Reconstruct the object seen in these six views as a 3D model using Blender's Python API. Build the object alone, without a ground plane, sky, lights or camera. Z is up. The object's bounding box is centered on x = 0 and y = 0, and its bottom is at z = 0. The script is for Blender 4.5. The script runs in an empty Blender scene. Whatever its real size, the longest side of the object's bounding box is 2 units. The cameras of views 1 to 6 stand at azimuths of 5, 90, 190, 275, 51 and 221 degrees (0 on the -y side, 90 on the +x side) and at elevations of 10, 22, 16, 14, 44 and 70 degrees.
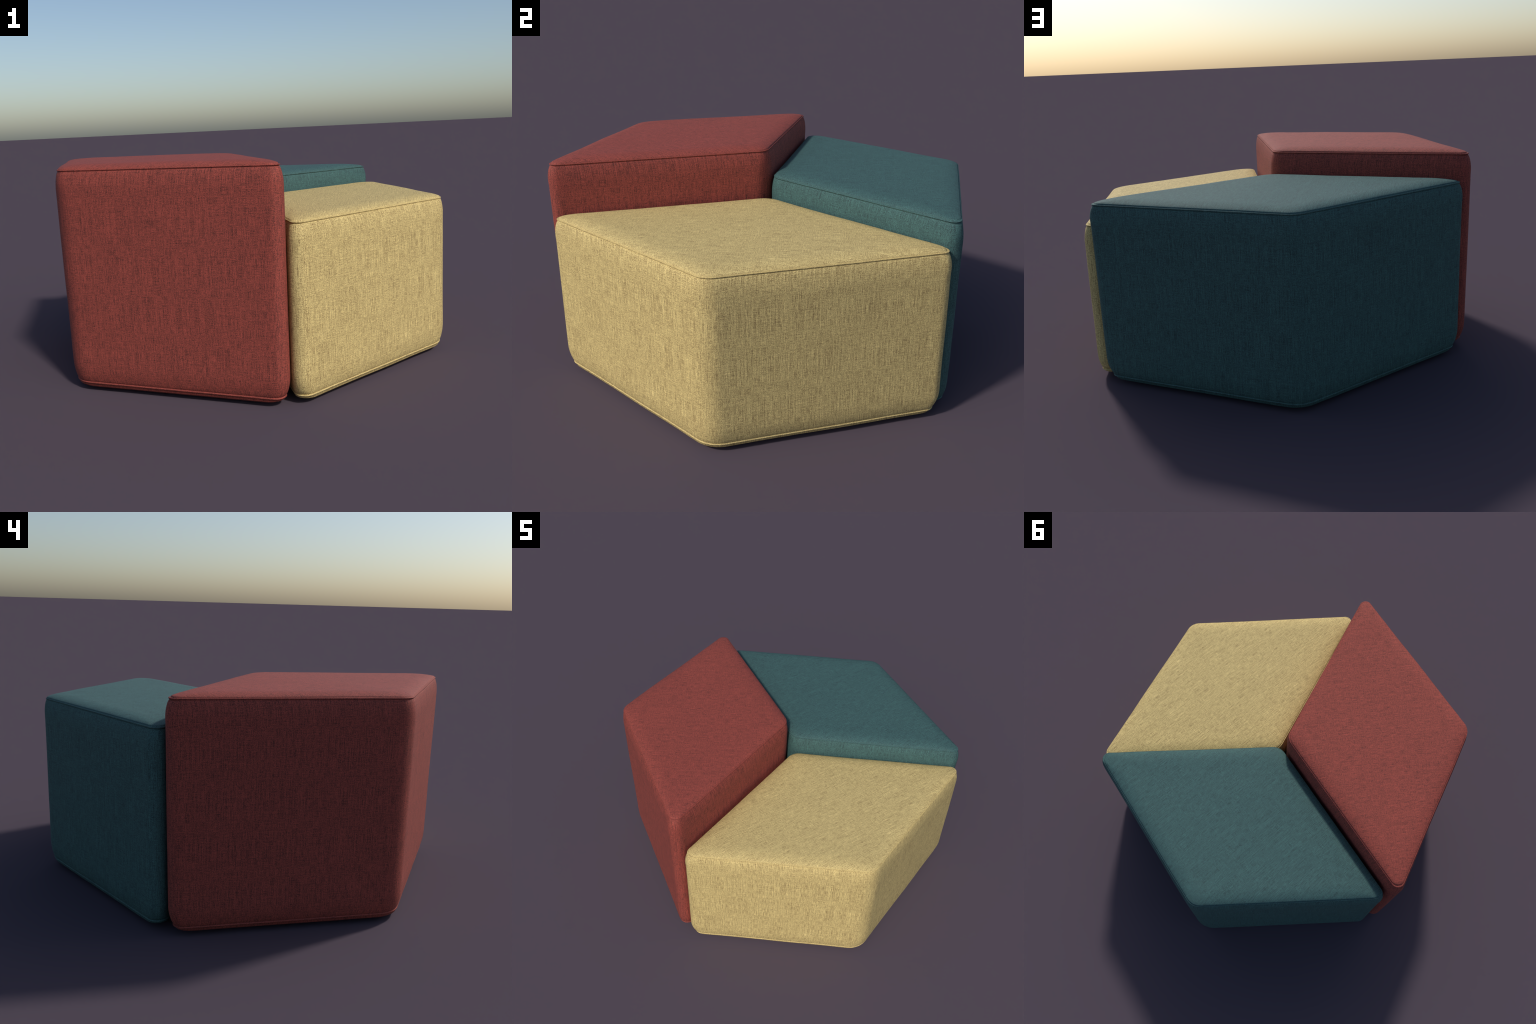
"""Three upholstered rhombic poufs of different heights, pushed together into a hexagon."""
import bpy, math
from mathutils import Vector, noise

# ------------------------------------------------------------------ shape rules
ACUTE_HALF = math.radians(30)      # half of the 60 degree corner (on the local x axis)
R_ACUTE, R_OBTUSE = 0.036, 0.078   # plan radii of the corners at the seam
BASE_ACUTE, BASE_OBTUSE = 0.046, 0.118 # ... and at the bottom seam, which is rounder
SOFT_ACUTE, SOFT_OBTUSE = 0.012, 0.036  # how much rounder the swollen sides are
BULGE, BULGE_RUN = 0.014, 0.095    # how far / over which run the side swells from a seam
DOME_RUN = 0.085                   # run over which a panel swells from its seam
TOP_DOME, TOP_POWER = 0.0240, 0.62 # height and steepness of that swell on top
BASE_DOME, BASE_POWER = 0.0365, 0.45  # ... and underneath, where the base tucks in sharply
CROWN = 0.0025                     # extra rise of the panel middle
EDGE_STEPS, ARC_STEPS = 56, 14

POUFS = [
    # kind name, x, y, long-diagonal angle, half width at top seam, at bottom seam, seam heights, palette;
    # nudge: how far each plan corner is out of true (world x, y): +x tip, +y, -x tip, -y of the own frame
    dict(x=-0.358, y=-0.373, angle=136.4, top=0.439, bottom=0.434, z0=0.0385, z1=0.981, nudge=((-0.006, -0.006), (0.006, 0.006), (-0.003, -0.011), (-0.002, -0.002)),
         tone="red", thread=51.0, seed=3.0,
         label="tall rhombic pouf in brick red woven fabric"),
    dict(x=-0.123, y=0.499, angle=16.0, top=0.436, bottom=0.434, z0=0.0385, z1=0.859, nudge=((0.004, 0.004), (-0.002, 0.000), (-0.009, -0.004), (-0.003, 0.005)),
         tone="teal", thread=85.0, seed=11.0,
         label="medium rhombic pouf in dark teal woven fabric"),
    dict(x=0.510, y=-0.112, angle=76.1, top=0.434, bottom=0.436, z0=0.0385, z1=0.754, nudge=((0.017, 0.005), (0.012, -0.002), (0.003, -0.018), (0.002, -0.006)),
         tone="yellow", thread=85.0, seed=23.0,
         label="low rhombic pouf in mustard yellow woven fabric"),
]


def ring(half, r_acute, r_obtuse):
    """Plan outline of a 60/120 degree rhombus with inscribed radius `half` and rounded corners."""
    ax, oy = half / math.sin(ACUTE_HALF), half / math.cos(ACUTE_HALF)
    pts = []
    corners = [(ax, 0, 0, ACUTE_HALF, r_acute), (0, oy, 90, math.radians(60), r_obtuse),
               (-ax, 0, 180, ACUTE_HALF, r_acute), (0, -oy, 270, math.radians(60), r_obtuse)]
    arcs = []
    for cx, cy, out, ha, r in corners:
        out = math.radians(out)
        k = r / math.sin(ha)
        mx, my = cx - math.cos(out) * k, cy - math.sin(out) * k
        sweep = math.pi / 2 - ha
        arcs.append([(mx + r * math.cos(out + sweep * t), my + r * math.sin(out + sweep * t))
                     for t in [2 * i / ARC_STEPS - 1 for i in range(ARC_STEPS + 1)]])
    for k in range(4):
        pts += arcs[k]
        a, b = arcs[k][-1], arcs[(k + 1) % 4][0]
        for i in range(1, EDGE_STEPS):
            t = i / EDGE_STEPS
            pts.append((a[0] + (b[0] - a[0]) * t, a[1] + (b[1] - a[1]) * t))
    return pts


def half_profile(DOME, power):
    """(outward offset, rise, region) from the seam inward over one panel: welt bead then pillow."""
    out = []
    # groove, bead, groove
    for o, h in [(-0.0020, -0.0046), (-0.0002, -0.0034), (0.0014, -0.0018), (0.0021, -0.0001), (0.0018, 0.0016),
                 (0.0005, 0.0029), (-0.0016, 0.0022), (-0.0032, 0.0024)]:
        out.append((o, h, "welt"))
    n = 16
    for i in range(1, n + 1):
        d = 0.0030 + (DOME_RUN - 0.0030) * (i / n) ** 1.6
        q = d / DOME_RUN
        out.append((-d, 0.0024 + (DOME - 0.0024) * (1 - (1 - q) ** 2) ** power, "panel"))
    return out


def build_pouf(p):
    """Loft the rings from the bottom centre to the top centre; returns rings of points + region per band."""
    zb, zt = p["z0"], p["z1"]
    rings, regions = [], []

    def half_at(z):
        t = min(1, max(0, (z - zb) / (zt - zb)))
        return p["bottom"] + (p["top"] - p["bottom"]) * t

    def panel_rings(base, z, sign, DOME, power):
        prof = half_profile(DOME, power)
        corner_a, corner_o = (R_ACUTE, R_OBTUSE) if sign > 0 else (BASE_ACUTE, BASE_OBTUSE)
        rs = []
        for o, h, reg in prof:
            half = base + o
            d = max(0, -o)
            ra = min(corner_a + 0.55 * d, 0.9 * half)
            ro = min(corner_o + 0.55 * d, 0.9 * half)
            rs.append((half, ra, ro, z + sign * h, reg))
        d0 = DOME_RUN
        for i in range(1, 16):
            f = i / 15
            half = (base - d0) * (1 - f) + 0.004 * f
            d = base - half
            ra = min(corner_a + 0.55 * d, 0.9 * half)
            ro = min(corner_o + 0.55 * d, 0.9 * half)
            rs.append((half, ra, ro, z + sign * (DOME + CROWN * (1 - (1 - f) ** 2)), "panel"))
        return rs

    low = panel_rings(p["bottom"], zb, -1, BASE_DOME, BASE_POWER)[::-1]
    high = panel_rings(p["top"], zt, +1, TOP_DOME, TOP_POWER)
    side = []
    n = 44
    for i in range(n + 1):
        t = i / n
        t = 0.5 - 0.5 * math.cos(math.pi * t)          # denser near both seams
        z = zb + 0.0050 + (zt - zb - 0.010) * t
        s = min(z - zb, zt - z)
        q = min(1, s / BULGE_RUN)
        o = BULGE * (1 - (1 - q) ** 2.2) - 0.0021 * math.exp(-(s - 0.005) / 0.004)
        side.append((half_at(z) + o, *((R_ACUTE + SOFT_ACUTE * q, R_OBTUSE + SOFT_OBTUSE * q) if t > 0.5 else
                       (BASE_ACUTE + 0.002 * q, BASE_OBTUSE - 0.004 * q)), z, "side"))
    seq = [(r, "low") for r in low] + [(r, "mid") for r in side] + [(r, "high") for r in high]
    verts, bands = [], []
    for (half, ra, ro, z, reg), zone in seq:
        verts.append([Vector((x, y, z)) for x, y in ring(half, ra, ro)])
        bands.append((reg, zone))
    return verts, bands


def out_of_true(p, co):
    """Bilinear plan warp: hand-sewn covers are never exact rhombi."""
    L = p["top"] / math.sin(2 * ACUTE_HALF)
    c, sn = math.cos(ACUTE_HALF), math.sin(ACUTE_HALF)
    s, t = (co.x / c + co.y / sn) / (2 * L), (co.x / c - co.y / sn) / (2 * L)
    w = ((1 + s) * (1 + t), (1 + s) * (1 - t), (1 - s) * (1 - t), (1 - s) * (1 + t))
    dx = sum(k * n[0] for k, n in zip(w, p["nudge"])) / 4
    dy = sum(k * n[1] for k, n in zip(w, p["nudge"])) / 4
    a = -math.radians(p["angle"])
    return Vector((dx * math.cos(a) - dy * math.sin(a), dx * math.sin(a) + dy * math.cos(a), 0))


def ruffle(co, nrm, seed, zb, zt):
    """Soft unevenness of stuffed cloth."""
    q = Vector((co.x * 3.1 + seed, co.y * 3.1 - seed, co.z * 2.6 + seed * 0.37))
    a = noise.noise(q) * 0.0020 + noise.noise(q * 3.3) * 0.0005
    return nrm * a


# ------------------------------------------------------------------ woven fabric
def fabric(name, tones, thread, seed):
    """tones: (dark, mid, light, warm) base colours of the yarns; thread: direction of warp on the panels."""
    mat = bpy.data.materials.new(name)
    mat.use_nodes = True
    nt = mat.node_tree
    N, L = nt.nodes, nt.links
    N.clear()

    def node(kind, **kw):
        n = N.new(kind)
        for k, v in kw.items():
            setattr(n, k, v)
        return n

    def math_(op, a, b=None, clamp=False):
        n = node("ShaderNodeMath", operation=op, use_clamp=clamp)
        for i, v in enumerate((a, b)):
            if v is None:
                continue
            if isinstance(v, (int, float)):
                n.inputs[i].default_value = v
            else:
                L.new(v, n.inputs[i])
        return n.outputs[0]

    def mixf(fac, a, b):
        n = node("ShaderNodeMix", data_type="FLOAT")
        for i, v in ((0, fac), (2, a), (3, b)):
            if isinstance(v, (int, float)):
                n.inputs[i].default_value = v
            else:
                L.new(v, n.inputs[i])
        return n.outputs[0]

    def mixc(fac, a, b, mode="MIX"):
        n = node("ShaderNodeMix", data_type="RGBA", blend_type=mode)
        for i, v in ((0, fac), (6, a), (7, b)):
            if isinstance(v, (int, float)):
                n.inputs[i].default_value = v
            elif isinstance(v, tuple):
                n.inputs[i].default_value = (*v, 1)
            else:
                L.new(v, n.inputs[i])
        return n.outputs[2]

    def ramp(v, lo, hi):
        n = node("ShaderNodeMapRange", clamp=True)
        L.new(v, n.inputs[0])
        n.inputs[1].default_value, n.inputs[2].default_value = lo, hi
        return n.outputs[0]

    tc = node("ShaderNodeTexCoord")
    pos = node("ShaderNodeSeparateXYZ")
    L.new(tc.outputs["Object"], pos.inputs[0])
    X, Y, Z = pos.outputs
    # cloth normal in the pouf's own frame, to tell panel / side / corner cloth apart
    nr = node("ShaderNodeSeparateXYZ")
    L.new(tc.outputs["Normal"], nr.inputs[0])
    on_panel = ramp(math_("ABSOLUTE", nr.outputs[2]), 0.62, 0.72)
    on_tip = math_("GREATER_THAN", math_("ABSOLUTE", nr.outputs[0]), 0.80)
    u_side = mixf(on_tip, math_("MULTIPLY", X, 1.1547), Y)
    ca, sa = math.cos(math.radians(thread)), math.sin(math.radians(thread))
    u_top = math_("ADD", math_("MULTIPLY", X, -sa), math_("MULTIPLY", Y, ca))
    v_top = math_("ADD", math_("MULTIPLY", X, ca), math_("MULTIPLY", Y, sa))
    U = math_("ADD", mixf(on_panel, u_side, u_top), seed)
    V = math_("ADD", mixf(on_panel, Z, v_top), seed * 0.71)

    def yarn_noise(su, sv, detail=0.0, off=0.0, rough=0.5):
        c = node("ShaderNodeCombineXYZ")
        L.new(math_("MULTIPLY", U, su), c.inputs[0])
        L.new(math_("MULTIPLY", V, sv), c.inputs[1])
        c.inputs[2].default_value = off
        t = node("ShaderNodeTexNoise")
        t.inputs["Scale"].default_value = 1.0
        t.inputs["Detail"].default_value = detail
        t.inputs["Roughness"].default_value = rough
        L.new(c.outputs[0], t.inputs["Vector"])
        return t.outputs[0]

    warp = yarn_noise(560, 24, 1.0, 0.0)            # long yarns running up the cloth
    weft = yarn_noise(34, 560, 1.0, 5.0)            # crossing yarns
    streak = yarn_noise(430, 5, 0.0, 35.0)          # yarns that differ over their whole length
    streak_across = yarn_noise(6, 430, 0.0, 39.0)
    slub = yarn_noise(400, 110, 0.0, 9.0)           # short thick places in the warp
    slub_across = yarn_noise(120, 400, 0.0, 27.0)   # ... and in the weft
    fleck = yarn_noise(560, 520, 0.0, 13.0)         # single stitches
    patch = yarn_noise(22, 14, 0.0, 17.0)           # faint clouding
    hue = yarn_noise(430, 260, 0.0, 21.0)           # yarn colour variation

    def centred(v, k):
        return math_("MULTIPLY", math_("SUBTRACT", v, 0.5), k)

    weave = math_("ADD", centred(warp, 1.25), centred(weft, 0.95))
    weave = math_("ADD", weave, centred(streak, mixf(on_panel, 0.65, 0.50)))
    weave = math_("ADD", weave, centred(streak_across, mixf(on_panel, 0.38, 0.28)))
    weave = math_("ADD", weave, centred(slub, 0.45))
    weave = math_("ADD", weave, centred(slub_across, 0.40))
    weave = math_("ADD", weave, centred(fleck, 2.3))
    weave = math_("ADD", weave, centred(patch, mixf(on_panel, 0.10, 0.03)))
    weave = math_("MULTIPLY", weave, mixf(on_panel, 1.15, 0.78))
    h = math_("ADD", weave, 0.5)

    dark, mid, light, warm = tones
    col = mixc(ramp(h, 0.12, 0.56), dark, mid)
    col = mixc(ramp(h, 0.55, 0.95), col, light)
    col = mixc(math_("MULTIPLY", ramp(hue, 0.50, 0.72), 0.55), col, mixc(ramp(h, 0.1, 0.6), dark, warm))

    bump = node("ShaderNodeBump")
    bump.inputs["Strength"].default_value = 0.15
    bump.inputs["Distance"].default_value = 0.001
    L.new(h, bump.inputs["Height"])

    b = node("ShaderNodeBsdfPrincipled")
    L.new(col, b.inputs["Base Color"])
    L.new(bump.outputs[0], b.inputs["Normal"])
    b.inputs["Roughness"].default_value = 0.8
    b.inputs["Specular IOR Level"].default_value = 0.35
    out = node("ShaderNodeOutputMaterial")
    L.new(b.outputs[0], out.inputs[0])
    return mat


TONES = {
    "red":    ((0.070, 0.020, 0.016), (0.288, 0.057, 0.043), (0.440, 0.082, 0.062), (0.315, 0.082, 0.038)),
    "teal":   ((0.022, 0.042, 0.044), (0.050, 0.112, 0.110), (0.072, 0.170, 0.160), (0.052, 0.130, 0.108)),
    "yellow": ((0.220, 0.140, 0.055), (0.605, 0.465, 0.190), (0.875, 0.685, 0.290), (0.555, 0.455, 0.195)),
}


# ------------------------------------------------------------------ assemble
def make(p, index):
    root = bpy.data.objects.new("pouf", None)
    bpy.context.collection.objects.link(root)
    root.location = (p["x"], p["y"], 0)
    root.rotation_euler = (0, 0, math.radians(p["angle"]))
    root.empty_display_size = 0.2
    root["label"] = p["label"]
    root["category"] = "pouf"

    rings, bands = build_pouf(p)
    m = len(rings[0])
    flat = [v for r in rings for v in r]
    bottom_i, top_i = len(flat), len(flat) + 1
    cb = sum(rings[0], Vector()) / m
    ct = sum(rings[-1], Vector()) / m
    flat += [cb, ct]
    faces, tags = [], []
    last = len(rings) - 1

    def tag(i):
        a, b = bands[i], bands[i + 1]
        if a[0] == "panel" or b[0] == "panel":
            return "bottom_panel" if a[1] == "low" else "top_panel"
        if a[0] == "side" and b[0] == "side":
            return "side_panel"
        return "welt_low" if a[1] == "low" or b[1] == "low" else "welt_high"

    for i in range(last):
        tg = tag(i)
        for k in range(m):
            k2 = (k + 1) % m
            faces.append((i * m + k, i * m + k2, (i + 1) * m + k2, (i + 1) * m + k))
            tags.append(tg)
    for k in range(m):
        faces.append((bottom_i, (k + 1) % m, k)); tags.append("bottom_panel")
        faces.append((top_i, last * m + k, last * m + (k + 1) % m)); tags.append("top_panel")

    whole = bpy.data.meshes.new("whole")
    whole.from_pydata(flat, [], faces)
    whole.update()
    nrm = [v.normal.copy() for v in whole.vertices]
    for v in whole.vertices:
        v.co = v.co + ruffle(v.co, nrm[v.index], p["seed"], p["z0"], p["z1"]) + out_of_true(p, v.co)
    low = min(v.co.z for v in whole.vertices)
    for v in whole.vertices:                       # stand on the floor
        t = 1 - min(1, max(0, v.co.z / 0.3))
        v.co.z -= low * t
    whole.update()
    co = [v.co.copy() for v in whole.vertices]
    nrm = [v.normal.copy() for v in whole.vertices]
    bpy.data.meshes.remove(whole)

    mat = fabric(p["tone"] + "_woven_fabric", TONES[p["tone"]], p["thread"] - p["angle"], p["seed"])
    for key, name in (("side_panel", "side_panel"), ("top_panel", "top_panel"), ("bottom_panel", "bottom_panel"),
                      ("welt_high", "welt"), ("welt_low", "welt")):
        sel = [f for f, t in zip(faces, tags) if t == key]
        used = sorted({i for f in sel for i in f})
        back = {o: n for n, o in enumerate(used)}
        me = bpy.data.meshes.new(name)
        me.from_pydata([co[i] for i in used], [], [tuple(back[i] for i in f) for f in sel])
        me.polygons.foreach_set("use_smooth", [True] * len(me.polygons))
        me.normals_split_custom_set_from_vertices([nrm[i] for i in used])
        me.materials.append(mat)
        ob = bpy.data.objects.new(name, me)
        bpy.context.collection.objects.link(ob)
        ob.parent = root


for i, p in enumerate(POUFS):
    make(p, i)
